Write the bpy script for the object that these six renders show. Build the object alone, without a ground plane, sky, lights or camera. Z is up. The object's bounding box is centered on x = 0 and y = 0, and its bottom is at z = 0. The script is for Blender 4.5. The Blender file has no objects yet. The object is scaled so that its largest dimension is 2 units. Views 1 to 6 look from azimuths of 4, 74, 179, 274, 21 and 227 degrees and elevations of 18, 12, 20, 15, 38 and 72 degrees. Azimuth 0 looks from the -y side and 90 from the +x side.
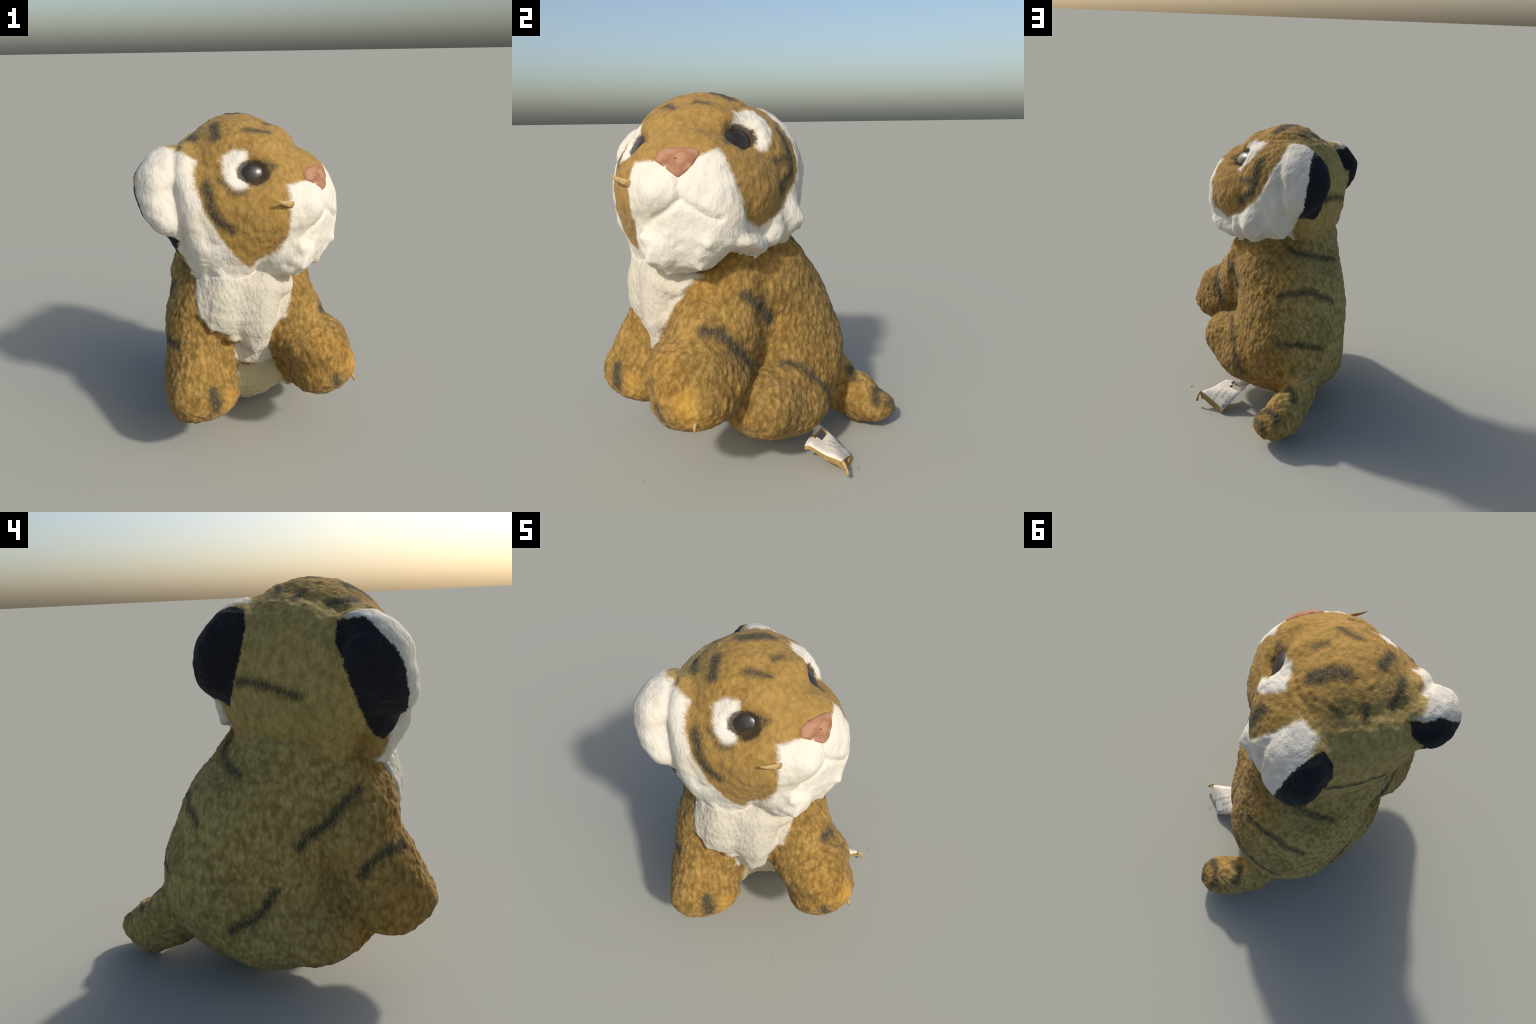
"""A plush tiger cub sitting on its haunches, its head turned to its left.

The stuffed body is one smooth implicit surface: a blended union of ellipsoids
(cranium, muzzle, ears, torso, legs, tail ...), polygonised, given the lumps of
the pile and its sewn creases, then split into named parts."""
import bpy, bmesh, math, random
import numpy as np
from mathutils import Vector, noise

random.seed(7)
noise.seed_set(7)
BLEND = 0.027     # how softly neighbouring stuffed volumes run into each other
CELL = 0.010      # size of the polygonising cell

# part, volume, centre, radii, rotation vector
VOLUMES = [
    ("head", "cranium", (-0.065, -0.269, 1.582), (0.342, 0.417, 0.409), (-0.043, -0.157, -0.189)),
    ("head", "back of head", (-0.283, -0.176, 1.484), (0.192, 0.373, 0.384), (0.139, -0.056, -0.414)),
    ("head", "face", (0.132, -0.347, 1.503), (0.316, 0.404, 0.3), (-0.067, -0.122, -0.309)),
    ("muzzle", "muzzle", (0.249, -0.422, 1.467), (0.168, 0.298, 0.337), (0.163, -0.126, -0.804)),
    ("muzzle", "chin", (0.173, -0.5, 1.273), (0.21, 0.127, 0.132), (-0.088, 0.222, -0.443)),
    ("head", "right cheek", (-0.164, -0.599, 1.394), (0.268, 0.122, 0.297), (0.161, -0.108, -0.201)),
    ("head", "left cheek", (0.09, -0.014, 1.33), (0.124, 0.219, 0.13), (0.179, 0.02, -0.495)),
    ("ear_right", "right ear", (-0.483, -0.557, 1.558), (0.108, 0.139, 0.215), (-0.56, -0.468, -0.061)),
    ("ear_left", "left ear", (-0.104, 0.105, 1.661), (0.144, 0.276, 0.248), (0.139, -0.466, 1.019)),
    ("torso", "neck", (-0.162, -0.179, 1.172), (0.332, 0.234, 0.19), (-0.053, -0.093, -1.176)),
    ("torso", "chest", (0.027, -0.225, 0.979), (0.193, 0.324, 0.279), (0.048, 0.048, -1.304)),
    ("torso", "torso", (-0.143, 0.051, 0.669), (0.414, 0.396, 0.53), (0.047, 0.041, -1.405)),
    ("torso", "rump", (-0.137, 0.188, 0.419), (0.31, 0.377, 0.44), (-0.219, -0.595, -1.508)),
    ("torso", "belly", (-0.023, -0.039, 0.441), (0.272, 0.39, 0.236), (0.073, -0.124, -1.122)),
    ("foreleg_right", "right shoulder", (-0.334, -0.434, 0.903), (0.236, 0.139, 0.272), (-0.294, 0.353, -1.293)),
    ("foreleg_right", "right foreleg", (-0.34, -0.564, 0.575), (0.226, 0.15, 0.344), (-0.44, -0.188, -1.164)),
    ("foreleg_right", "right paw", (-0.237, -0.674, 0.419), (0.135, 0.215, 0.143), (-0.12, 0.087, -0.831)),
    ("foreleg_left", "left shoulder", (0.227, -0.28, 0.796), (0.257, 0.196, 0.233), (0.243, -0.207, -1.249)),
    ("foreleg_left", "left foreleg", (0.336, -0.394, 0.631), (0.281, 0.234, 0.145), (-0.472, 0.103, -1.301)),
    ("foreleg_left", "left paw", (0.432, -0.454, 0.505), (0.198, 0.195, 0.136), (0.147, -0.285, -1.243)),
    ("hindleg_left", "left thigh", (0.193, 0.082, 0.316), (0.283, 0.21, 0.162), (-0.074, -0.078, -1.008)),
    ("hindleg_left", "left foot", (0.303, -0.086, 0.405), (0.194, 0.214, 0.172), (-0.235, 0.134, -1.284)),
    ("hindleg_right", "right thigh", (-0.32, -0.13, 0.333), (0.362, 0.199, 0.263), (-0.204, -0.174, -1.207)),
    ("hindleg_right", "right foot", (-0.383, -0.341, 0.289), (0.263, 0.114, 0.165), (-0.187, -0.17, -1.062)),
    ("tail", "tail root", (-0.202, 0.515, 0.268), (0.155, 0.105, 0.207), (0.413, -0.074, -1.313)),
    ("tail", "tail", (-0.102, 0.653, 0.164), (0.123, 0.116, 0.154), (-0.047, 0.09, -1.356)),
    ("tail", "tail tip", (-0.01, 0.723, 0.127), (0.125, 0.117, 0.085), (0.089, -0.109, -1.236)),
    ("torso", "bib", (-0.033, -0.373, 0.869), (0.164, 0.245, 0.266), (-0.085, -0.087, -1.21)),
    ("torso", "throat", (-0.004, -0.426, 1.084), (0.197, 0.263, 0.072), (-0.08, 0.266, -1.342)),
    ("head", "right ruff", (-0.263, -0.533, 1.528), (0.074, 0.188, 0.333), (-0.221, -0.207, -0.139)),
    ("head", "left ruff", (0.053, 0.047, 1.564), (0.18, 0.135, 0.315), (0.328, 0.445, -0.518)),
    ("torso", "right flank", (-0.354, -0.13, 0.908), (0.269, 0.132, 0.32), (-0.198, -0.154, -1.297)),
    ("torso", "right side of neck", (-0.347, -0.313, 1.052), (0.208, 0.13, 0.149), (-0.08, -0.018, -1.267)),
    ("torso", "left side of neck", (0.072, 0.016, 1.058), (0.254, 0.16, 0.26), (0.453, -0.24, -1.177)),
    ("foreleg_left", "left palm", (0.436, -0.414, 0.671), (0.172, 0.136, 0.136), (0.032, 0.096, -1.268)),
    ("head", "brow", (0.118, -0.38, 1.804), (0.09, 0.23, 0.103), (0.095, -0.168, -0.354)),
    ("foreleg_left", "inside of left paw", (0.375, -0.519, 0.545), (0.116, 0.089, 0.111), (-0.007, -0.012, -1.282)),
    ("torso", "right loin", (-0.371, -0.164, 0.61), (0.138, 0.095, 0.153), (-0.033, 0.026, -1.23)),
    ("torso", "right breast", (-0.148, -0.555, 0.963), (0.136, 0.124, 0.216), (-0.07, 0.053, -1.214)),
    ("torso", "left breast", (0.064, -0.526, 0.885), (0.106, 0.083, 0.25), (-0.03, 0.147, -1.282)),
    ("muzzle", "left jowl", (0.304, -0.153, 1.265), (0.164, 0.107, 0.041), (-0.358, -0.117, -0.362)),
    ("torso", "upper belly", (0.012, -0.398, 0.603), (0.081, 0.148, 0.11), (-0.016, -0.001, -1.213)),
    ("ear_right", "right ear fold", (-0.451, -0.54, 1.724), (0.106, 0.162, 0.087), (0.515, -0.119, -0.194)),
    ("muzzle", "left jaw", (0.258, 0.009, 1.305), (0.044, 0.04, 0.079), (0.017, 0.028, -0.419)),
    ("muzzle", "right lip", (0.294, -0.547, 1.52), (0.117, 0.088, 0.08), (0.005, -0.012, -0.371)),
    ("hindleg_left", "left haunch", (0.17, 0.204, 0.364), (0.105, 0.1, 0.136), (-0.02, 0.01, -1.267)),
    ("torso", "right nape", (-0.348, -0.189, 1.2), (0.091, 0.099, 0.068), (0.006, -0.002, -1.272)),
    ("foreleg_right", "inside of right foreleg", (-0.165, -0.54, 0.56), (0.085, 0.085, 0.15), (-0.0, 0.0, -1.265)),
    ("torso", "breast", (0.0, -0.53, 0.91), (0.1, 0.09, 0.17), (-0.0, 0.0, -1.265)),
]


def rotation(w):
    w = np.array(w, float)
    t = np.linalg.norm(w)
    if t < 1e-9:
        return np.eye(3)
    k = w / t
    m = np.array([[0, -k[2], k[1]], [k[2], 0, -k[0]], [-k[1], k[0], 0]])
    return np.eye(3) + math.sin(t) * m + (1 - math.cos(t)) * m @ m


SHAPES = [(part, name, np.array(c), np.array(r), rotation(w)) for part, name, c, r, w in VOLUMES]


def ellipsoid(p, c, r, rot):
    x = (p - c) @ rot
    a = np.sqrt(((x / r) ** 2).sum(1))
    b = np.sqrt(((x / r ** 2) ** 2).sum(1)) + 1e-9
    return a * (a - 1) / b


def blended(p):
    """Signed distance to the blended union (exponential smooth minimum)."""
    total = np.zeros(len(p))
    for _, _, c, r, rot in SHAPES:
        total += np.exp(-np.clip(ellipsoid(p, c, r, rot), -0.6, 0.6) / BLEND)
    return -BLEND * np.log(total + 1e-30)


def gradient(p, f, h=2e-3):
    g = np.stack([f(p + np.eye(3)[i] * h) - f(p - np.eye(3)[i] * h) for i in range(3)], 1)
    return g / (np.linalg.norm(g, axis=1)[:, None] + 1e-12)


def polygonise(f, low, high, h):
    """Naive surface nets on a narrow band around the surface."""
    low = np.array(low)
    n = np.ceil((np.array(high) - low) / h).astype(int) + 1
    step = 4
    cn = n // step + 2
    ci = np.stack(np.meshgrid(*[np.arange(k) for k in cn], indexing="ij"), -1).reshape(-1, 3)
    coarse = f(low + ci * (h * step)).reshape(cn)
    near = np.abs(coarse) < h * step * 2.2
    full = np.repeat(np.repeat(np.repeat(near, step, 0), step, 1), step, 2)
    full = np.roll(full, (-step // 2,) * 3, (0, 1, 2))[: n[0], : n[1], : n[2]]
    sign = np.repeat(np.repeat(np.repeat(coarse, step, 0), step, 1), step, 2)
    d = np.roll(sign, (-step // 2,) * 3, (0, 1, 2))[: n[0], : n[1], : n[2]].copy()
    idx = np.argwhere(full)
    d[full] = f(low + idx * h)
    s = d < 0
    cells = np.zeros(np.array(d.shape) - 1, int)
    corners = [(i, j, k) for i in (0, 1) for j in (0, 1) for k in (0, 1)]
    for i, j, k in corners:
        cells += s[i : s.shape[0] - 1 + i, j : s.shape[1] - 1 + j, k : s.shape[2] - 1 + k]
    active = np.argwhere((cells > 0) & (cells < 8))
    number = -np.ones(cells.shape, int)
    number[tuple(active.T)] = np.arange(len(active))
    pos = np.zeros((len(active), 3))
    hits = np.zeros(len(active))
    for a in corners:
        for ax in range(3):
            if a[ax]:
                continue
            b = list(a)
            b[ax] = 1
            da = d[tuple((active + a).T)]
            db = d[tuple((active + b).T)]
            cross = (da < 0) != (db < 0)
            t = np.where(cross, da / np.where(cross, da - db, 1), 0)
            q = np.array(a, float)[None] + np.eye(3)[ax] * t[:, None]
            pos[cross] += q[cross]
            hits += cross
    verts = low + (active + pos / hits[:, None]) * h
    quads = []
    for ax in range(3):
        u, v = [x for x in range(3) if x != ax]
        a = s
        sl0 = [slice(None)] * 3
        sl1 = [slice(None)] * 3
        sl0[ax], sl1[ax] = slice(0, -1), slice(1, None)
        e = np.argwhere(s[tuple(sl0)] != s[tuple(sl1)])
        e = e[(e[:, u] > 0) & (e[:, v] > 0) & (e[:, u] < d.shape[u] - 1) & (e[:, v] < d.shape[v] - 1)]
        inside = s[tuple(e.T)]
        du, dv = np.eye(3, dtype=int)[u], np.eye(3, dtype=int)[v]
        ring = np.stack([number[tuple((e - o).T)] for o in (du * 0, du, du + dv, dv)], 1)
        flip = inside if ax != 1 else ~inside
        ring[~flip] = ring[~flip][:, ::-1]
        quads.append(ring)
    quads = np.concatenate(quads)
    return verts, quads[(quads >= 0).all(1)]

# ------------------------------------------------------------- where things lie
HEAD = (-0.02, -0.28, 1.56)          # middle of the head
TORSO = (-0.05, -0.10, 0.85)         # middle of the trunk
EAR_LEFT, EAR_RIGHT = (-0.16, 0.06, 1.63), (-0.44, -0.48, 1.56)

# Patches of colour: a convex cone seen from a middle point, given by the corners of its outline.
TAN_PATCHES = {          # golden fur on the otherwise white head
    "right_cheek": (HEAD, [(-0.262, -0.53, 1.90), (-0.25, -0.637, 1.698), (-0.216, -0.691, 1.596), (-0.155, -0.736, 1.475),
                           (-0.061, -0.723, 1.319), (0.019, -0.645, 1.206), (0.185, -0.665, 1.303), (0.243, -0.688, 1.385),
                           (0.249, -0.706, 1.558), (0.221, -0.651, 1.676), (0.10, -0.62, 1.75)]),
    "left_cheek": (HEAD, [(0.36, -0.31, 1.77), (0.452, -0.258, 1.651), (0.47, -0.189, 1.56), (0.472, -0.176, 1.455), (0.463, -0.169, 1.38),
                          (0.345, -0.10, 1.335), (0.25, 0.09, 1.42), (0.134, 0.185, 1.542), (0.082, 0.186, 1.644), (0.056, 0.141, 1.745),
                          (-0.02, 0.06, 1.84), (-0.09, 0.0, 1.89), (0.1, -0.1, 1.9)]),
    "nose_bridge": (HEAD, [(0.221, -0.656, 1.676), (0.273, -0.611, 1.686), (0.345, -0.56, 1.67), (0.44, -0.45, 1.67), (0.405, -0.365, 1.715), (0.376, -0.336, 1.746),
                           (0.37, -0.25, 1.72), (0.2, -0.18, 1.87), (0.05, -0.58, 1.82), (0.12, -0.68, 1.64)]),
    "crown": (HEAD, [(0.3, -0.4, 1.82), (0.2, -0.12, 1.85), (-0.03, 0.0, 1.90), (-0.16, 0.02, 1.90), (-0.27, 0.03, 1.885), (-0.45, -0.2, 1.75),
                     (-0.41, -0.372, 1.825), (-0.325, -0.41, 1.862), (-0.262, -0.52, 1.84), (-0.24, -0.60, 1.77), (0.1, -0.68, 1.66), (0.34, -0.25, 1.73)]),
    "back_of_head": (HEAD, [(-0.2, 0.0, 1.90), (-0.334, 0.033, 1.801), (-0.364, 0.068, 1.689), (-0.343, 0.112, 1.528), (-0.25, 0.157, 1.39),
                            (-0.12, 0.19, 1.31), (-0.15, 0.14, 1.22), (-0.3, -0.1, 1.12), (-0.40, -0.46, 1.10), (-0.345, -0.62, 1.12), (-0.36, -0.625, 1.22), (-0.503, -0.479, 1.372), (-0.566, -0.395, 1.588),
                            (-0.522, -0.355, 1.734), (-0.403, -0.372, 1.812), (-0.3, -0.25, 1.9)]),
}
EYE_PATCHES = {
    "left_above": (HEAD, [(0.236, -0.185, 1.83), (0.156, -0.155, 1.895), (0.069, -0.035, 1.893), (0.141, -0.003, 1.822), (0.2, -0.05, 1.78)]),
    "left_behind": (HEAD, [(0.11, -0.06, 1.86), (0.1, -0.02, 1.86), (0.169, 0.01, 1.775), (0.25, -0.022, 1.69), (0.285, -0.055, 1.697), (0.21, -0.07, 1.787)]),
    "right_above": (HEAD, [(-0.112, -0.611, 1.795), (-0.067, -0.600, 1.832), (0.015, -0.592, 1.822), (0.022, -0.633, 1.767), (-0.022, -0.659, 1.737), (-0.11, -0.65, 1.74)]),
    "right_behind": (HEAD, [(-0.116, -0.63, 1.77), (-0.022, -0.65, 1.745), (-0.005, -0.68, 1.70), (0.032, -0.699, 1.65), (-0.022, -0.707, 1.632), (-0.091, -0.686, 1.677)]),
}
BLACK_PATCHES = {
    "left_ear_back": (EAR_LEFT, [(-0.275, 0.04, 1.876), (-0.338, 0.032, 1.801), (-0.363, 0.058, 1.689), (-0.340, 0.100, 1.526), (-0.265, 0.135, 1.405),
                                 (-0.15, 0.235, 1.42), (-0.186, 0.291, 1.521), (-0.226, 0.303, 1.62), (-0.208, 0.260, 1.76), (-0.225, 0.19, 1.84), (-0.245, 0.09, 1.882)]),
    "right_ear_back": ((0.2, -0.42, 1.55), [(-0.431, -0.37, 1.793), (-0.50, -0.43, 1.806), (-0.525, -0.485, 1.806), (-0.580, -0.511, 1.759), (-0.598, -0.557, 1.692), (-0.575, -0.640, 1.61),
                                            (-0.554, -0.66, 1.50), (-0.38, -0.665, 1.335), (-0.37, -0.585, 1.25), (-0.407, -0.53, 1.275), (-0.466, -0.482, 1.365), (-0.568, -0.395, 1.588), (-0.534, -0.354, 1.724)],
                       ((-0.54, -0.51, 1.80), (-0.561, 0.70, -0.44))),
}
WHITE_PATCHES = {        # white fur on the golden trunk
    "bib": (TORSO, [(-0.332, -0.614, 1.24), (-0.284, -0.59, 1.12), (-0.270, -0.655, 1.003), (-0.264, -0.674, 0.943), (-0.26, -0.674, 0.905), (-0.201, -0.66, 0.850),
                    (-0.115, -0.625, 0.795), (0.133, -0.562, 0.785), (0.229, -0.55, 0.870), (0.245, -0.52, 0.951), (0.240, -0.475, 1.015), (0.29, -0.445, 1.10), (0.34, -0.45, 1.17)]),
    "bib_point": (TORSO, [(-0.11, -0.635, 0.82), (-0.06, -0.569, 0.742), (-0.03, -0.55, 0.665), (0.073, -0.561, 0.655), (0.112, -0.545, 0.695), (0.14, -0.562, 0.80)]),
    "belly": (TORSO, [(-0.07, -0.36, 0.56), (0.08, -0.38, 0.58), (0.13, -0.307, 0.388), (0.18, -0.20, 0.23), (0.24, 0.1, 0.12), (0.16, 0.25, 0.16), (0.0, 0.39, 0.17),
                      (-0.1, 0.3, 0.1), (-0.2, -0.1, 0.08), (-0.16, -0.25, 0.14)]),
    "upper_belly": (TORSO, [(-0.075, -0.55, 0.70), (0.115, -0.54, 0.70), (0.13, -0.40, 0.52), (0.08, -0.30, 0.40), (-0.08, -0.30, 0.40), (-0.09, -0.36, 0.52)], ((0.0, -0.38, 0.46), (0.0, 0.64, 0.77))),
}
# Dark markings: a line of points and the width of the brush.
HEAD_STRIPES = [
    (0.020, [(0.006, -0.477, 1.925), (0.112, -0.444, 1.891)]), (0.034, [(-0.176, -0.423, 1.941), (-0.164, -0.527, 1.888)]),
    (0.018, [(0.12, -0.28, 1.925), (0.09, -0.338, 1.938)]), (0.040, [(0.011, -0.143, 1.963), (-0.041, -0.209, 1.984), (-0.099, -0.264, 1.987)]),
    (0.030, [(-0.280, -0.47, 1.862), (-0.314, -0.413, 1.863), (-0.34, -0.349, 1.872)]), (0.022, [(-0.173, -0.11, 1.936), (-0.208, -0.135, 1.929)]),
    (0.026, [(-0.265, -0.222, 1.914), (-0.29, -0.20, 1.903)]),
    (0.036, [(0.118, 0.085, 1.781), (0.145, 0.135, 1.671), (0.180, 0.135, 1.575), (0.243, 0.069, 1.506)]), (0.020, [(0.248, 0.007, 1.644), (0.144, 0.146, 1.662)]),
    (0.030, [(-0.187, -0.70, 1.66), (-0.167, -0.738, 1.56), (-0.114, -0.74, 1.47), (-0.062, -0.744, 1.435)]),
    (0.012, [(-0.125, -0.67, 1.69), (-0.088, -0.695, 1.655), (-0.043, -0.711, 1.618), (0.010, -0.71, 1.625)]),
    (0.020, [(0.079, -0.620, 1.760), (0.15, -0.605, 1.745)]), (0.016, [(0.25, -0.205, 1.81), (0.335, -0.23, 1.765)]),
    (0.022, [(-0.345, 0.08, 1.535), (-0.429, -0.036, 1.528), (-0.476, -0.115, 1.495), (-0.504, -0.193, 1.481)]),
]
TUFTS = [                # base, pull: where the long white fur stands out in points
    ((0.320, -0.645, 1.315), (-0.005, -0.045, 0.010)), ((0.335, -0.634, 1.205), (0.0, -0.03, -0.025)), ((0.274, -0.515, 1.138), (0.01, -0.02, -0.035)),
    ((0.40, -0.40, 1.165), (0.02, 0.0, -0.03)), ((0.30, -0.17, 1.19), (0.02, 0.01, -0.03)), ((0.27, -0.10, 1.17), (0.03, 0.02, -0.03)), ((0.19, 0.155, 1.35), (0.02, 0.02, -0.012)),
    ((0.11, 0.19, 1.30), (0.01, 0.03, -0.035)), ((-0.05, 0.195, 1.295), (-0.01, 0.03, -0.03)), ((-0.15, 0.125, 1.33), (-0.045, 0.02, -0.01)),
    ((-0.20, -0.66, 0.865), (0.0, -0.02, -0.05)), ((0.045, -0.56, 0.705), (0.010, -0.01, -0.035)), ((0.238, -0.474, 0.935), (0.045, -0.01, -0.005)), ((0.222, -0.51, 0.862), (0.03, -0.02, -0.02)),
    ((-0.10, -0.61, 0.79), (-0.01, -0.03, -0.03)), ((-0.08, -0.60, 0.76), (0.0, -0.02, -0.03)), ((0.455, -0.36, 1.30), (0.035, -0.005, -0.02)),
    ((-0.15, -0.735, 1.39), (-0.01, -0.02, 0.0)),
]
GOLDEN_TIPS = [          # smooth, more saturated yellow ends of the paws
    (0.075, [(0.60, -0.52, 0.58), (0.615, -0.50, 0.50), (0.56, -0.42, 0.40)]), (0.075, [(0.50, -0.12, 0.26), (0.46, -0.03, 0.20), (0.35, 0.0, 0.13)]),
    (0.070, [(-0.06, -0.72, 0.45), (-0.09, -0.74, 0.34)]),
]
BACK_SEAM = [(-0.435, -0.154, 1.752), (-0.461, -0.131, 1.658), (-0.472, -0.12, 1.484), (-0.459, -0.112, 1.402), (-0.447, -0.124, 1.30)]
LEG_CREASES = [           # depth, width, line: where the stuffed legs press against the body
    (0.035, 0.026, [(0.29, -0.068, 0.626), (0.397, -0.136, 0.581), (0.455, -0.185, 0.53), (0.46, -0.20, 0.45), (0.40, -0.22, 0.38)]),
    (0.014, 0.030, [(0.288, -0.044, 0.622), (0.321, -0.062, 0.821), (0.315, -0.071, 0.896)]),
    (0.022, 0.028, [(-0.552, -0.118, 0.70), (-0.534, -0.239, 0.643), (-0.46, -0.35, 0.48), (-0.451, -0.45, 0.36), (-0.40, -0.50, 0.26)]),
    (0.016, 0.022, [(-0.299, -0.669, 0.902), (-0.25, -0.671, 0.863), (-0.208, -0.66, 0.845)]),
]
NECK_FOLD = [(-0.158, 0.128, 1.312), (-0.253, 0.093, 1.297), (-0.402, -0.024, 1.285), (-0.452, -0.133, 1.265), (-0.462, -0.24, 1.258), (-0.438, -0.374, 1.262), (-0.38, -0.48, 1.265)]
LEFT_EAR_FOLD = [(-0.049, 0.086, 1.846), (-0.028, 0.17, 1.754), (-0.034, 0.231, 1.653), (-0.045, 0.255, 1.537), (-0.057, 0.246, 1.454)]
RIGHT_EAR_FOLD = [(-0.385, -0.52, 1.82), (-0.377, -0.615, 1.742), (-0.360, -0.66, 1.60), (-0.338, -0.70, 1.43), (-0.34, -0.66, 1.32)]
BODY_STRIPES = [
    (0.022, [(-0.10, 0.18, 1.195), (-0.205, 0.197, 1.165), (-0.316, 0.151, 1.13), (-0.406, 0.081, 1.089)]),
    (0.022, [(-0.02, 0.39, 0.92), (-0.126, 0.391, 0.950), (-0.245, 0.37, 0.957), (-0.33, 0.35, 0.915), (-0.41, 0.31, 0.865)]),
    (0.022, [(-0.04, 0.506, 0.625), (-0.17, 0.52, 0.636), (-0.255, 0.515, 0.618), (-0.345, 0.48, 0.588)]),
    (0.034, [(0.335, -0.16, 0.990), (0.308, -0.07, 0.918), (0.272, -0.015, 0.83)]),
    (0.032, [(0.411, -0.385, 0.852), (0.424, -0.315, 0.83), (0.435, -0.24, 0.755), (0.415, -0.18, 0.69), (0.392, -0.163, 0.646)]),
    (0.020, [(0.29, 0.03, 0.592), (0.27, 0.12, 0.56), (0.277, 0.20, 0.51), (0.262, 0.29, 0.43), (0.20, 0.34, 0.30)]),
    (0.028, [(-0.447, -0.458, 1.029), (-0.466, -0.392, 0.976), (-0.467, -0.333, 0.886), (-0.453, -0.215, 0.814), (-0.473, -0.17, 0.76)]),
    (0.028, [(-0.398, -0.667, 0.736), (-0.468, -0.57, 0.727), (-0.498, -0.502, 0.678), (-0.506, -0.472, 0.627)]),
    (0.026, [(-0.499, -0.06, 0.549), (-0.519, -0.013, 0.47), (-0.533, 0.064, 0.404), (-0.52, 0.158, 0.356)]),
    (0.035, [(-0.17, -0.787, 0.50), (-0.159, -0.804, 0.412)]), (0.026, [(0.488, -0.605, 0.539), (0.521, -0.612, 0.479)]),
    (0.028, [(0.09, 0.68, 0.20), (0.001, 0.735, 0.246), (-0.05, 0.79, 0.20)]), (0.024, [(-0.05, 0.60, 0.30), (-0.12, 0.622, 0.36), (-0.157, 0.65, 0.335), (-0.16, 0.69, 0.30)]),
    (0.022, [(0.10, 0.75, 0.18), (0.061, 0.807, 0.184), (0.03, 0.838, 0.15)]),
]
MOUTH = [[(0.429, -0.492, 1.60), (0.442, -0.49, 1.494), (0.412, -0.537, 1.448), (0.355, -0.599, 1.404), (0.335, -0.63, 1.37)],
         [(0.442, -0.49, 1.494), (0.458, -0.449, 1.472), (0.484, -0.361, 1.421), (0.495, -0.308, 1.408)]]
HEAD_SEAM = [(0.13, -0.13, 1.89), (0.087, -0.098, 1.918), (0.009, -0.047, 1.921), (-0.101, -0.03, 1.914)]
CROWN_SEAM = [(-0.22, -0.16, 1.925), (-0.28, -0.215, 1.905), (-0.34, -0.28, 1.89), (-0.385, -0.37, 1.83)]
LEFT_EYE, RIGHT_EYE = (0.262, -0.138, 1.770), (0.052, -0.645, 1.722)


def hull_planes(middle, corners, behind=None):
    """Inward normals and offsets of the smallest convex cone holding the corners,
    if need be cut by one more plane (a point on it, and its inward normal)."""
    m = np.array(middle)
    d = np.array(corners) - m
    axis = (d / np.linalg.norm(d, axis=1)[:, None]).mean(0)
    axis /= np.linalg.norm(axis)
    u = np.cross(axis, (0.3, 0.2, 0.93))
    u /= np.linalg.norm(u)
    v = np.cross(axis, u)
    pts = sorted((float(a @ u / (a @ axis)), float(a @ v / (a @ axis))) for a in d)
    half = []
    for seq in (pts, pts[::-1]):
        chain = []
        for p in seq:
            while len(chain) > 1 and (chain[-1][0] - chain[-2][0]) * (p[1] - chain[-2][1]) <= (chain[-1][1] - chain[-2][1]) * (p[0] - chain[-2][0]):
                chain.pop()
            chain.append(p)
        half += chain[:-1]
    planes = []
    for (a0, a1), (b0, b1) in zip(half, half[1:] + half[:1]):
        n = np.cross(axis + u * a0 + v * a1, axis + u * b0 + v * b1)
        n /= np.linalg.norm(n)
        n = n if n @ axis > 0 else -n
        planes.append((n, float(m @ n)))
    if behind:
        planes.append((np.array(behind[1]), float(np.dot(*behind))))
    return planes


def patch_depth(p, patch):
    return np.min([p @ n - off for n, off in hull_planes(*patch)], axis=0)


def line_distance(p, line):
    line = [np.array(q) for q in line]
    best = np.full(len(p), 9.0)
    for a, b in zip(line, line[1:]):
        t = np.clip((p - a) @ (b - a) / ((b - a) @ (b - a)), 0, 1)
        best = np.minimum(best, np.linalg.norm(p - a - t[:, None] * (b - a), axis=1))
    return best


def smooth(x, lo, hi):
    t = np.clip((x - lo) / (hi - lo), 0, 1)
    return t * t * (3 - 2 * t)


# ------------------------------------------------------------------ body mesh
verts, quads = polygonise(blended, (-0.72, -0.98, -0.05), (0.74, 0.95, 2.08), CELL)
for _ in range(2):
    verts -= gradient(verts, blended) * blended(verts)[:, None] * 0.9
normals = gradient(verts, blended)

parts = sorted({s[0] for s in SHAPES})
dist = np.full((len(verts), len(parts)), 9.0)
for part, _, c, r, rot in SHAPES:
    k = parts.index(part)
    dist[:, k] = np.minimum(dist[:, k], ellipsoid(verts, c, r, rot))
near_part = dist.argmin(1)
label = dist[quads].mean(1).argmin(1)
head_like = np.isin(near_part, [parts.index(k) for k in ("head", "muzzle", "ear_left", "ear_right")])


def lumps(p, size, octaves=2, seed=0.0):
    q = p / size + seed
    return np.array([noise.fractal(Vector(v), 1.0, 2.0, octaves) for v in q])


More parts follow.
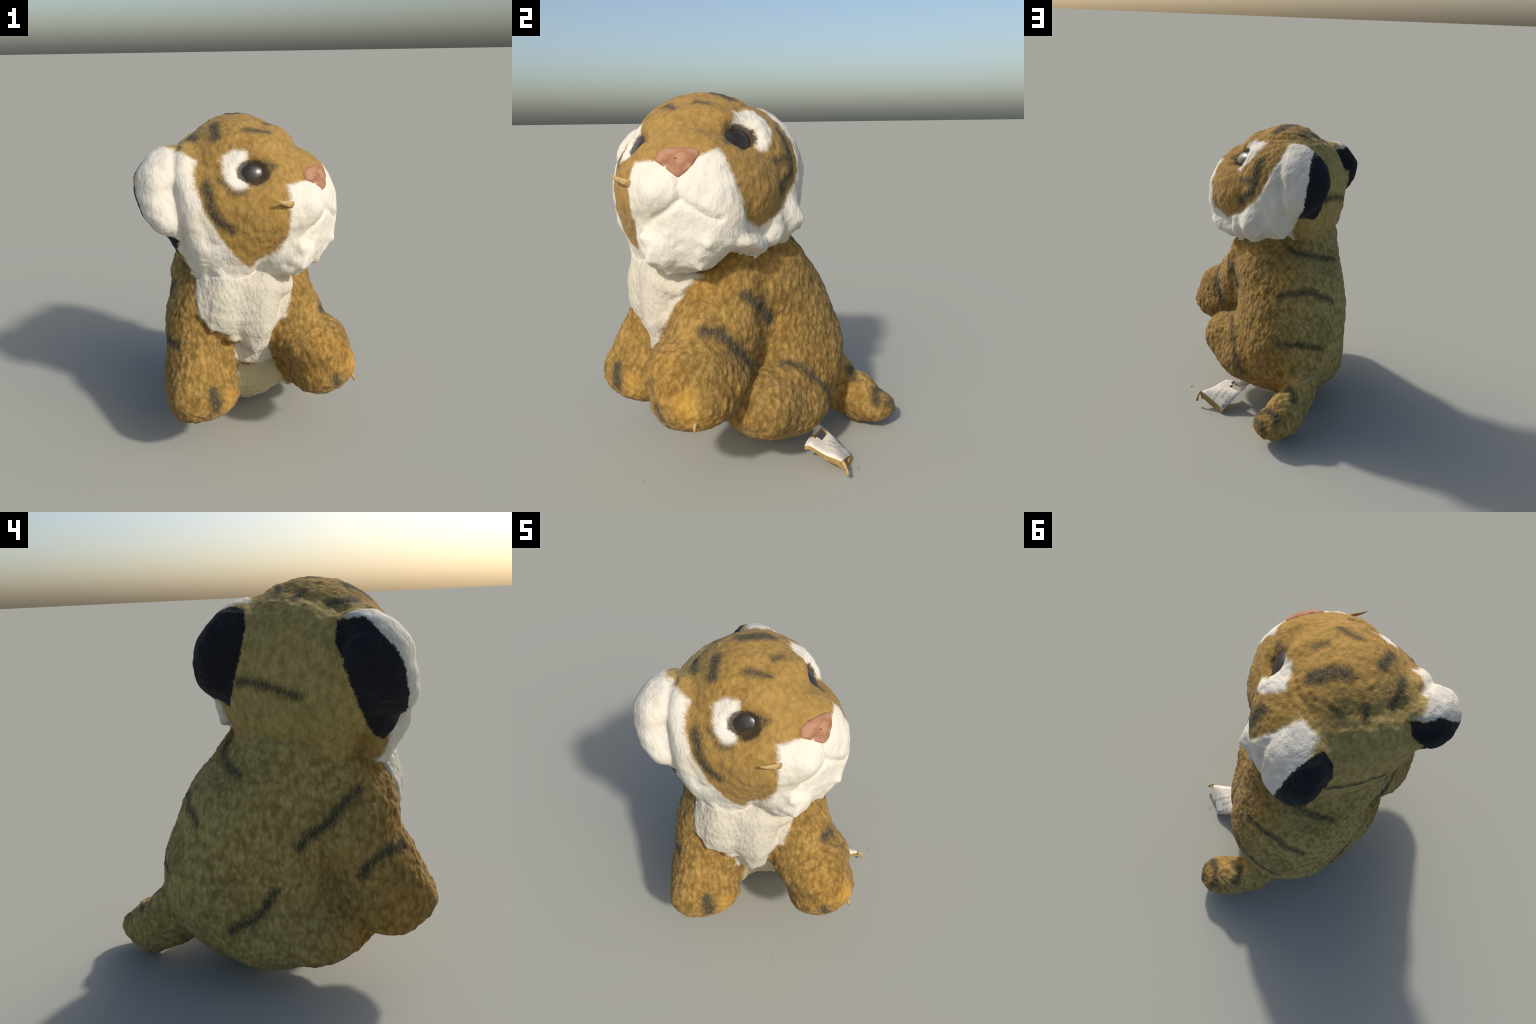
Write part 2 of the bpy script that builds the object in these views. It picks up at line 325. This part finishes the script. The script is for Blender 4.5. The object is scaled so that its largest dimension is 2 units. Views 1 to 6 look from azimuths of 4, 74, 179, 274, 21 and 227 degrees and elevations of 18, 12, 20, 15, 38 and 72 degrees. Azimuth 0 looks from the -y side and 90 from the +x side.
# masks that steer the relief
tan = np.max([patch_depth(verts, q) for q in TAN_PATCHES.values()], axis=0)
white_head = head_like * smooth(-tan, -0.004, 0.016)
bib = np.maximum(patch_depth(verts, WHITE_PATCHES["bib"]), patch_depth(verts, WHITE_PATCHES["bib_point"]))
bib = ~head_like * smooth(bib, -0.006, 0.014) * (verts[:, 1] < -0.3) * smooth(verts[:, 2], 0.6, 0.66)
white = np.maximum(white_head, bib)
low_face = head_like * smooth(-verts[:, 2], -1.42, -1.28)
nose_near = np.exp(-(np.linalg.norm(verts - (0.39, -0.47, 1.67), axis=1) / 0.14) ** 4)

rise = (1 - 0.5 * white) * 0.0050 * lumps(verts, 0.055, 2) + (1 - 0.85 * white) * (1 - 0.4 * head_like) * 0.0060 * lumps(verts * (1, 1, 0.75), 0.026, 2, 3.1)
rise += white * (0.004 + 0.008 * lumps(verts, 0.11, 2, 9.0)) + white_head * low_face * 0.008 * lumps(verts, 0.07, 2, 5.0)
rise += bib * 0.006
rise *= 1 - 0.9 * nose_near
for line in MOUTH:
    rise -= 0.014 * np.exp(-(line_distance(verts, line) / 0.016) ** 2)
rise -= 0.010 * np.exp(-(line_distance(verts, HEAD_SEAM) / 0.014) ** 2)
rise -= 0.008 * np.exp(-(line_distance(verts, CROWN_SEAM) / 0.036) ** 2)
rise -= 0.009 * np.exp(-(line_distance(verts, BACK_SEAM) / 0.022) ** 2)
for deep, wide, line in LEG_CREASES:
    rise -= deep * np.exp(-(line_distance(verts, line) / wide) ** 2)
rise -= 0.020 * np.exp(-(line_distance(verts, NECK_FOLD) / 0.020) ** 2)
rise -= 0.018 * np.exp(-(line_distance(verts, RIGHT_EAR_FOLD) / 0.022) ** 2)
rise -= 0.024 * np.exp(-(line_distance(verts, LEFT_EAR_FOLD) / 0.028) ** 2)
for eye in (LEFT_EYE, RIGHT_EYE):
    rise -= 0.034 * np.exp(-(np.linalg.norm((verts - eye) * (1, 1, 1.25), axis=1) / 0.092) ** 4)
verts = verts + normals * rise[:, None]
for base, pull in TUFTS:
    i = ((verts - base) ** 2).sum(1).argmin()
    wide, far = (0.032, 0.6) if base[2] > 1.0 else (0.028, 0.85)
    verts = verts + np.exp(-(np.linalg.norm(verts - verts[i], axis=1) / wide) ** 2)[:, None] * np.array(pull) * far


def on_body(p):
    """Smoothed place and normal of the body surface near p."""
    d = ((verts - p) ** 2).sum(1)
    i = np.argpartition(d, 14)[:14]
    w = 1 / (d[i] + 1e-5)
    n = (normals[i] * w[:, None]).sum(0)
    return (verts[i] * w[:, None]).sum(0) / w.sum(), n / np.linalg.norm(n)


def snap(line):
    """The line laid onto the pile, with a point every few centimetres."""
    out = []
    for a, b in zip(line, line[1:] + line[-1:]):
        a, b = np.array(a), np.array(b)
        n = max(1, int(np.linalg.norm(b - a) / 0.065))
        out += [on_body(a + (b - a) * k / n)[0] for k in range(n)]
    return out


HEAD_STRIPES = [(w, snap(line)) for w, line in HEAD_STRIPES]
BODY_STRIPES = [(w, snap(line)) for w, line in BODY_STRIPES]

root = bpy.data.objects.new("plush_tiger", None)
bpy.context.collection.objects.link(root)
root["label"] = "sitting plush tiger cub with turned head, white muzzle and black-backed ears"
root["category"] = "stuffed toy"


def add_mesh(name, v, f, material, parent=root, smooth_faces=True):
    me = bpy.data.meshes.new(name)
    me.from_pydata([tuple(map(float, x)) for x in v], [], [tuple(int(i) for i in x) for x in f])
    me.polygons.foreach_set("use_smooth", [smooth_faces] * len(me.polygons))
    me.materials.append(material)
    ob = bpy.data.objects.new(name, me)
    bpy.context.collection.objects.link(ob)
    ob.parent = parent
    return ob


# ------------------------------------------------------------------ materials
class Nodes:
    """Writes a shader as arithmetic on sockets."""

    def __init__(self, name):
        self.material = bpy.data.materials.new(name)
        self.material.use_nodes = True
        self.tree = self.material.node_tree
        self.shader = self.tree.nodes["Principled BSDF"]
        self.place = self.add("ShaderNodeTexCoord").outputs["Object"]

    def add(self, kind, **settings):
        n = self.tree.nodes.new(kind)
        for k, v in settings.items():
            setattr(n, k, v)
        return n

    def put(self, socket, value):
        if isinstance(value, bpy.types.NodeSocket):
            self.tree.links.new(value, socket)
        elif hasattr(socket.default_value, "__len__"):
            value = tuple(map(float, value))
            socket.default_value = value + (1.0,) * (len(socket.default_value) - len(value))
        else:
            socket.default_value = float(value)

    def math(self, op, *args, clamp=False):
        n = self.add("ShaderNodeMath", operation=op, use_clamp=clamp)
        for s, a in zip(n.inputs, args):
            self.put(s, a)
        return n.outputs[0]

    def vec(self, op, *args, out=0):
        n = self.add("ShaderNodeVectorMath", operation=op)
        for s, a in zip(n.inputs, args):
            self.put(s, a)
        return n.outputs[out]

    def ramp(self, x, lo, hi):
        n = self.add("ShaderNodeMapRange", interpolation_type="SMOOTHSTEP")
        for i, a in enumerate((x, lo, hi, 0.0, 1.0)):
            self.put(n.inputs[i], a)
        return n.outputs[0]

    def mix(self, a, b, k):
        n = self.add("ShaderNodeMix", data_type="RGBA")
        self.put(n.inputs["Factor"], k)
        self.put(n.inputs[6], a)
        self.put(n.inputs[7], b)
        return n.outputs[2]

    def noise(self, scale, detail=2.0, place=None, stretch=None, rough=0.5, colour=False):
        p = place or self.place
        if stretch:
            p = self.vec("MULTIPLY", p, stretch)
        n = self.add("ShaderNodeTexNoise")
        self.put(n.inputs["Vector"], p)
        self.put(n.inputs["Scale"], scale)
        self.put(n.inputs["Detail"], detail)
        self.put(n.inputs["Roughness"], rough)
        return n.outputs["Color" if colour else "Fac"]

    def warped(self, amounts):
        p = self.place
        for scale, size in amounts:
            c = self.vec("SUBTRACT", self.noise(scale, 2.0, colour=True), (0.5, 0.5, 0.5))
            p = self.vec("MULTIPLY_ADD", c, (size,) * 3, p)
        return p

    def patch(self, p, patch, blur=0.010):
        depth = None
        for n, off in hull_planes(*patch):
            d = self.math("ADD", self.vec("DOT_PRODUCT", p, n, out=1), -off)
            depth = d if depth is None else self.math("MINIMUM", depth, d)
        return self.ramp(depth, -blur, blur)

    def stripe(self, p, line, width, blur):
        line = [np.array(q) for q in line]
        far = None
        for a, b in zip(line, line[1:]):
            ab = b - a
            n = ab / (ab @ ab)
            t = self.math("ADD", self.vec("DOT_PRODUCT", p, n, out=1), -float(a @ n), clamp=True)
            d = self.vec("DISTANCE", p, self.vec("MULTIPLY_ADD", ab, t, a), out=1)
            far = d if far is None else self.math("MINIMUM", far, d)
        return self.ramp(far, width + blur, width - blur)

    def most(self, masks):
        out = None
        for m in masks:
            out = m if out is None else self.math("MAXIMUM", out, m)
        return out

    def bump(self, height, distance, strength=1.0, normal=None):
        n = self.add("ShaderNodeBump")
        self.put(n.inputs["Height"], height)
        n.inputs["Distance"].default_value = distance
        n.inputs["Strength"].default_value = strength
        if normal:
            self.put(n.inputs["Normal"], normal)
        return n.outputs[0]


GOLD, UMBER = (0.370, 0.228, 0.066), (0.155, 0.092, 0.024)
BACK_TINT_LIGHT, BACK_TINT_DARK = (0.495, 0.395, 0.150), (0.215, 0.162, 0.052)  # back fur tinted lighter and greener for skylight baked into the scan
WHITE, CREAM, BLACK, STRIPE = (0.63, 0.59, 0.505), (0.56, 0.50, 0.385), (0.009, 0.010, 0.013), (0.038, 0.037, 0.027)


def plush(name, head):
    s = Nodes(name)
    edge = s.warped([(16, 0.026), (70, 0.022), (170, 0.016)])
    soft = s.warped([(14, 0.034), (90, 0.030)])
    # the pile: clumps a couple of centimetres across, and fine strands lying down the body
    clump = s.noise(30, 2.0, stretch=(1, 1, 0.62))
    strand = s.noise(150, 3.0, stretch=(1, 1, 0.22), rough=0.65)
    broad = s.noise(5.0, 3.0)
    curl = s.add("ShaderNodeTexVoronoi", feature="SMOOTH_F1")
    s.put(curl.inputs["Vector"], s.vec("MULTIPLY", s.warped([(40, 0.020)]), (1, 1, 0.68)))
    s.put(curl.inputs["Scale"], 38.0)
    s.put(curl.inputs["Smoothness"], 0.35)
    curl = s.math("SUBTRACT", 1.0, curl.outputs["Distance"])
    grain = s.math("MULTIPLY_ADD", strand, 0.45, s.math("MULTIPLY_ADD", clump, 0.45, s.math("MULTIPLY_ADD", curl, 0.16 if head else 0.30, s.math("MULTIPLY", broad, 0.30))))
    lit = s.ramp(grain, 0.42, 0.94) if head else s.ramp(grain, 0.54, 1.02)
    gold = s.mix((0.215, 0.128, 0.035) if head else UMBER, GOLD, lit)
    gold = s.mix(gold, s.mix((0.17, 0.088, 0.018), (0.42, 0.245, 0.060), lit), s.math("MULTIPLY", s.ramp(s.noise(3.2, 3.0), 0.50, 0.70), 0.3 if head else 0.8))
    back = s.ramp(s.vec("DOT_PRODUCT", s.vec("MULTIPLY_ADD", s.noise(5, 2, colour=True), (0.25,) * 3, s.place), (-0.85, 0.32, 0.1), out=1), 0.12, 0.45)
    gold = s.mix(gold, s.mix(BACK_TINT_DARK, BACK_TINT_LIGHT, lit), s.math("MULTIPLY", back, 0.85))
    snow = s.mix(CREAM, WHITE, s.ramp(s.math("MULTIPLY_ADD", strand, 0.3, s.math("MULTIPLY", broad, 0.8)), 0.30, 0.62))
    ink = s.mix(STRIPE, (0.12, 0.10, 0.05), s.ramp(strand, 0.45, 0.75))
    if head:
        colour = s.mix(snow, gold, s.most(s.patch(edge, q, 0.015) for q in TAN_PATCHES.values()))
        colour = s.mix(colour, snow, s.most(s.patch(edge, q, 0.016) for q in EYE_PATCHES.values()))
        colour = s.mix(colour, s.mix(BLACK, (0.02, 0.021, 0.025), strand), s.most(s.patch(edge, q, 0.006) for q in BLACK_PATCHES.values()))
        stripes = HEAD_STRIPES
    else:
        cream = s.mix((0.47, 0.425, 0.33), (0.55, 0.51, 0.42), s.ramp(strand, 0.3, 0.7))  # chest white dulled below the head's, for the shadow under the chin
        colour = s.mix(gold, s.mix((0.36, 0.185, 0.032), (0.46, 0.285, 0.062), lit), s.math("MULTIPLY", 0.8, s.most(s.stripe(soft, line, w * 0.7, 0.035) for w, line in GOLDEN_TIPS)))
        cream = s.mix(cream, (0.47, 0.42, 0.26), s.ramp(s.vec("DISTANCE", s.place, (0.03, -0.15, 0.3), out=1), 0.38, 0.30))
        colour = s.mix(colour, cream, s.most(s.patch(edge, q, 0.012) for q in WHITE_PATCHES.values()))
        stripes = BODY_STRIPES
    dark = s.most(s.stripe(soft, line, w * 1.0, 0.026) for w, line in stripes)
    colour = s.mix(colour, ink, s.math("MULTIPLY", s.math("MULTIPLY", dark, 0.95), s.ramp(strand, 1.05, 0.45)))
    if head:
        lip = s.most(s.stripe(s.warped([(60, 0.014)]), line, 0.003, 0.008) for line in MOUTH)
        colour = s.mix(colour, (0.14, 0.125, 0.10), s.math("MULTIPLY", lip, s.ramp(strand, 0.35, 0.6)))
        rims = s.most(s.ramp(s.vec("DISTANCE", s.vec("MULTIPLY", edge, (1, 1, 1.3)), np.array(e) * (1, 1, 1.3), out=1), 0.100, 0.080) for e in (LEFT_EYE, RIGHT_EYE))
        colour = s.mix(colour, (0.030, 0.022, 0.014), s.math("MULTIPLY", rims, 0.9))
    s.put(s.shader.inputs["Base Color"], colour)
    s.shader.inputs["Roughness"].default_value = 0.95
    s.shader.inputs["Specular IOR Level"].default_value = 0.12
    s.shader.inputs["Sheen Weight"].default_value = 0.06
    n = s.bump(curl, 0.010, 0.25 if head else 0.55, s.bump(clump, 0.012, 0.5))
    s.put(s.shader.inputs["Normal"], s.bump(strand, 0.006, 0.55, n))
    return s.material


def plain(name, rgb, rough=0.9, spots=None, scale=60.0, coat=0.0):
    s = Nodes(name)
    colour = s.mix(rgb, spots or tuple(c * 0.75 for c in rgb), s.ramp(s.noise(scale, 3.0), 0.4, 0.7))
    s.put(s.shader.inputs["Base Color"], colour)
    s.shader.inputs["Roughness"].default_value = rough
    s.shader.inputs["Specular IOR Level"].default_value = 0.5 if rough < 0.5 else 0.2
    s.shader.inputs["Coat Weight"].default_value = coat
    s.put(s.shader.inputs["Normal"], s.bump(s.noise(scale * 2, 2.0), 0.003, 0.3))
    return s.material


head_fur, body_fur = plush("head_fur", True), plush("body_fur", False)
eye_gloss = plain("dark_brown_eye", (0.020, 0.015, 0.012), 0.32, (0.036, 0.028, 0.023), 18.0, 0.05)
nose_cloth = plain("pink_brown_nose", (0.36, 0.19, 0.112), 0.8, (0.27, 0.122, 0.066), 22.0)
straw = plain("dry_straw", (0.42, 0.29, 0.13), 0.8, (0.25, 0.15, 0.05), 40.0)


def vertex_normals(v, f):
    n = np.zeros_like(v)
    q = v[f]
    fn = np.cross(q[:, 2] - q[:, 0], q[:, 3] - q[:, 1])
    for i in range(4):
        np.add.at(n, f[:, i], fn)
    return n / (np.linalg.norm(n, axis=1)[:, None] + 1e-12)


whole = vertex_normals(verts, quads)
made = {}
for k, part in enumerate(parts):
    f = quads[label == k]
    used, inv = np.unique(f, return_inverse=True)
    fur = head_fur if part in ("head", "muzzle", "ear_left", "ear_right") else body_fur
    made[part] = add_mesh(part.rsplit("_", 1)[0], verts[used], inv.reshape(-1, 4), fur)
    made[part].data.normals_split_custom_set_from_vertices([tuple(x) for x in whole[used]])

# ------------------------------------------------------------------ eyes
def dome(name, centre, axis, along, radii, material, parent, rings=14, spokes=36):
    """A half-sunk bead: a flattened ellipsoid facing `axis`, long along `along`."""
    a = np.array(axis, float) / np.linalg.norm(axis)
    u = np.array(along, float) - a * (a @ along)
    u /= np.linalg.norm(u)
    w = np.cross(a, u)
    v, f = [np.array(centre) + a * radii[2]], []
    for i in range(1, rings + 1):
        t = math.pi * 0.72 * i / rings
        for j in range(spokes):
            q = math.tau * j / spokes
            v.append(np.array(centre) + u * radii[0] * math.sin(t) * math.cos(q) + w * radii[1] * math.sin(t) * math.sin(q) + a * radii[2] * math.cos(t))
    for j in range(spokes):
        f.append((0, 1 + j, 1 + (j + 1) % spokes))
        for i in range(rings - 1):
            p, q = 1 + i * spokes, 1 + (i + 1) * spokes
            f.append((p + j, q + j, q + (j + 1) % spokes, p + (j + 1) % spokes))
    return add_mesh(name, v, f, material, parent)


dome("eye", np.array(LEFT_EYE) - np.array((0.62, 0.50, 0.60)) * 0.062, (0.70, 0.45, 0.50), (0.72, -0.60, 0.0), (0.110, 0.074, 0.050), eye_gloss, made["head"])
dome("eye", np.array(RIGHT_EYE) - np.array((0.20, -0.90, 0.38)) * 0.056, (0.20, -0.90, 0.38), (0.92, 0.25, 0.0), (0.084, 0.070, 0.042), eye_gloss, made["head"])

# ------------------------------------------------------------------ nose
NOSE_EDGE = [(0.325, -0.580, 1.672), (0.315, -0.560, 1.705), (0.335, -0.510, 1.722), (0.37, -0.44, 1.722), (0.398, -0.388, 1.717), (0.414, -0.383, 1.698),
             (0.435, -0.422, 1.649), (0.434, -0.462, 1.615), (0.428, -0.492, 1.600), (0.405, -0.520, 1.622), (0.370, -0.55, 1.648)]


def nose():
    edge = np.array(NOSE_EDGE)
    n = 66
    t = np.linspace(0, len(edge), n, endpoint=False)
    i = t.astype(int)
    fr = (t - i)[:, None]
    ring = edge[i] * (1 - fr) + edge[(i + 1) % len(edge)] * fr
    for _ in range(3):
        ring = (np.roll(ring, 1, 0) + ring * 2 + np.roll(ring, -1, 0)) / 4
    mid = ring.mean(0)
    out = np.array((0.93, -0.33, 0.18))
    side = np.array((0.30, 0.95, 0.0))
    pts, faces = [], []
    rows = [0.02] + list(np.linspace(0.1, 1.0, 12)) + [1.08]
    for k in rows:
        for p in mid + (ring - mid) * k:
            q, nn = on_body(p)
            q = p + nn * ((q - p) @ nn)
            across, up = (p - mid) @ side, p[2] - mid[2]
            h = 0.007 + 0.013 * (1 - k ** 4) - (0.010 if k > 1.03 else 0)
            h -= 0.014 * sum(math.exp(-(((across - s * 0.050) / 0.016) ** 2 + ((up + 0.022) / 0.012) ** 2)) for s in (1, -1))
            h -= 0.006 * math.exp(-(across / 0.008) ** 2) * (up > -0.02)
            pts.append(q + nn * h)
    for a in range(len(rows) - 1):
        for j in range(n):
            faces.append((a * n + j, (a + 1) * n + j, (a + 1) * n + (j + 1) % n, a * n + (j + 1) % n))
    faces.append(tuple(range(n - 1, -1, -1)))
    return add_mesh("nose", pts, faces, nose_cloth, made["muzzle"])


nose()


# ---------------------------------------------------------- tufts, straws, bits
def thorn(path, widths, flat=0.5, spokes=10):
    """A tapered, flattened sweep along a path."""
    path = np.array(path, float)
    v, f = [], []
    for k, p in enumerate(path):
        d = path[min(k + 1, len(path) - 1)] - path[max(k - 1, 0)]
        d /= np.linalg.norm(d)
        u = np.cross(d, (0.3, 0.25, 0.9))
        u /= np.linalg.norm(u)
        w = np.cross(d, u)
        for j in range(spokes):
            a = math.tau * j / spokes
            v.append(p + widths[k] * (u * math.cos(a) * flat + w * math.sin(a)))
    for k in range(len(path) - 1):
        for j in range(spokes):
            a, b = k * spokes + j, k * spokes + (j + 1) % spokes
            f.append((a, b, b + spokes, a + spokes))
    f += [tuple(range(spokes - 1, -1, -1)), tuple(range((len(path) - 1) * spokes, len(path) * spokes))]
    return v, f


add_mesh("whisker", *thorn([(0.285, -0.625, 1.542), (0.258, -0.690, 1.558), (0.225, -0.735, 1.575), (0.205, -0.757, 1.585), (0.186, -0.781, 1.600)],
                           [0.006, 0.019, 0.015, 0.009, 0.002], 0.40), straw, made["muzzle"])
add_mesh("straw", *thorn([(0.595, -0.470, 0.480), (0.612, -0.482, 0.470), (0.620, -0.486, 0.455), (0.624, -0.486, 0.440)], [0.014, 0.009, 0.008, 0.005], 0.9),
         straw, made["foreleg_left"])
specks = [thorn([(0.566, 0.310, 0.155), (0.572, 0.303, 0.145), (0.580, 0.300, 0.136)], [0.002, 0.005, 0.002]),
          thorn([(0.294, -0.775, 0.085), (0.300, -0.771, 0.086)], [0.003, 0.003])]
sv, sf = [], []
for v, f in specks:
    sf += [tuple(i + len(sv) for i in q) for q in f]
    sv += v
lint = add_mesh("lint", sv, sf, straw)
lint["kind"] = "stuff"


# ------------------------------------------------------------------ care label
def label_material():
    s = Nodes("printed_label")
    # rows of small smudged characters, in coordinates along and across the label
    o, e1, e2 = np.array((0.315, 0.156, 0.137)), np.array((0.198, 0.148, -0.034)), np.array((-0.155, 0.135, 0.02))
    rel = s.vec("SUBTRACT", s.place, o)
    x = s.vec("DOT_PRODUCT", rel, e1 / (e1 @ e1), out=1)
    y = s.vec("DOT_PRODUCT", rel, e2 / (e2 @ e2), out=1)
    row = s.math("FRACT", s.math("MULTIPLY", y, 5.2))
    col = s.math("FRACT", s.math("MULTIPLY", x, 8.0))
    def band(v, a, b):
        return s.math("MULTIPLY", s.ramp(v, a, a + 0.08), s.ramp(v, b, b - 0.08))
    comb = s.add("ShaderNodeCombineXYZ")
    s.put(comb.inputs[0], s.math("MULTIPLY", x, 60))
    s.put(comb.inputs[1], s.math("MULTIPLY", y, 42))
    glyph = s.ramp(s.noise(1.0, 1.0, place=comb.outputs[0]), 0.46, 0.56)
    cell = s.add("ShaderNodeCombineXYZ")
    s.put(cell.inputs[0], s.math("FLOOR", s.math("MULTIPLY", x, 8.0)))
    s.put(cell.inputs[1], s.math("FLOOR", s.math("MULTIPLY", y, 5.2)))
    wn = s.add("ShaderNodeTexWhiteNoise")
    s.put(wn.inputs["Vector"], cell.outputs[0])
    k = s.math("MULTIPLY", band(row, 0.22, 0.75), band(col, 0.08, 0.95))
    k = s.math("MULTIPLY", s.math("MULTIPLY", k, glyph), s.math("GREATER_THAN", wn.outputs["Value"], 0.2))
    k = s.math("MULTIPLY", k, s.math("MULTIPLY", band(y, 0.08, 0.95), band(x, 0.30, 1.0)))
    cloth = s.mix((0.70, 0.64, 0.55), (0.62, 0.55, 0.44), s.ramp(s.noise(30, 3), 0.4, 0.7))
    s.put(s.shader.inputs["Base Color"], s.mix(cloth, (0.10, 0.09, 0.075), s.math("MULTIPLY", k, 0.85)))
    s.shader.inputs["Roughness"].default_value = 0.8
    return s.material


def care_label():
    white_cloth = label_material()
    ochre = plain("ochre_backing", (0.42, 0.27, 0.085), 0.85, (0.30, 0.20, 0.07), 25.0)
    near0, near1 = np.array((0.315, 0.156, 0.137)), np.array((0.171, 0.303, 0.163))
    end0, end1 = np.array((0.513, 0.304, 0.103)), np.array((0.342, 0.425, 0.040))
    ns, nt = 28, 20
    top, bottom = {}, {}
    v, f, slot = [], [], []
    for i in range(ns + 1):
        for j in range(nt + 1):
            s, t = i / ns, j / nt
            p = (near0 * (1 - t) + near1 * t) * (1 - s) + (end0 * (1 - t) + end1 * t) * s
            if i == ns:
                p += np.array((-0.045, -0.02, 0.0)) * math.sin(math.pi * t) * 0.55      # the end is bitten in
            p[2] += 0.012 * math.sin(math.pi * t) * s + 0.004 * math.sin(9 * s + 5 * t)
            p[2] -= 0.018 * smooth(np.array(s), 0.85, 1.0) * t + 0.010 * smooth(np.array(-t), -0.08, 0.0) + 0.010 * smooth(np.array(t), 0.92, 1.0)
            if s < 0.12:
                p[2] -= 0.012 * (1 - s / 0.12) * (1 - t)
            top[i, j] = len(v)
            v.append(p)
            thick = 0.006 + 0.046 * s ** 1.3 * math.sin(math.pi * (0.12 + 0.76 * t)) ** 0.7 + 0.016 * (1 - t)
            inward = 0.12 * ((near0 + end0) / 2 - (near1 + end1) / 2) * (t - 0.5)
            bottom[i, j] = len(v)
            low = p - np.array((0, 0, thick)) + inward * (0.4 + 0.6 * s)
            low[2] = max(low[2], 0.0)
            v.append(low)
    def kept(i, j):
        s, t = (i + 0.5) / ns, (j + 0.5) / nt
        torn = 0.012 * math.sin(11 * t)
        hole = 0.07 < s + torn < 0.29 and 0.42 < t + torn < 0.88
        return not hole and not (s < 0.16 + torn and 0.36 < t < 0.46)
    cells = {(i, j) for i in range(ns) for j in range(nt) if kept(i, j)}
    for i, j in cells:
        f.append((top[i, j], top[i + 1, j], top[i + 1, j + 1], top[i, j + 1]))
        slot.append(0)
        f.append((bottom[i, j], bottom[i, j + 1], bottom[i + 1, j + 1], bottom[i + 1, j]))
        slot.append(1)
        for (di, dj), a, b in (((-1, 0), (i, j + 1), (i, j)), ((1, 0), (i + 1, j), (i + 1, j + 1)), ((0, -1), (i, j), (i + 1, j)), ((0, 1), (i + 1, j + 1), (i, j + 1))):
            if (i + di, j + dj) not in cells:
                f.append((top[a], bottom[a], bottom[b], top[b]))
                slot.append(1)
    ob = add_mesh("care_label", v, f, white_cloth)
    ob.data.materials.append(ochre)
    ob.data.polygons.foreach_set("material_index", slot)
    bm = bmesh.new()
    bm.from_mesh(ob.data)
    bmesh.ops.recalc_face_normals(bm, faces=bm.faces)
    bm.to_mesh(ob.data)
    bm.free()
    ob.data.set_sharp_from_angle(angle=math.radians(50))
    return ob


tag = care_label()
add_mesh("hanging_loop", *thorn([(0.215, 0.268, 0.146), (0.18, 0.262, 0.168), (0.15, 0.255, 0.195), (0.12, 0.245, 0.225)], [0.034, 0.036, 0.034, 0.030], 0.12), tag.data.materials[0], tag)
add_mesh("thread", *thorn([(0.500, 0.297, 0.098), (0.518, 0.305, 0.088), (0.528, 0.312, 0.066), (0.532, 0.317, 0.045), (0.533, 0.318, 0.034)],
                          [0.016, 0.009, 0.007, 0.011, 0.009], 0.6), straw, tag)
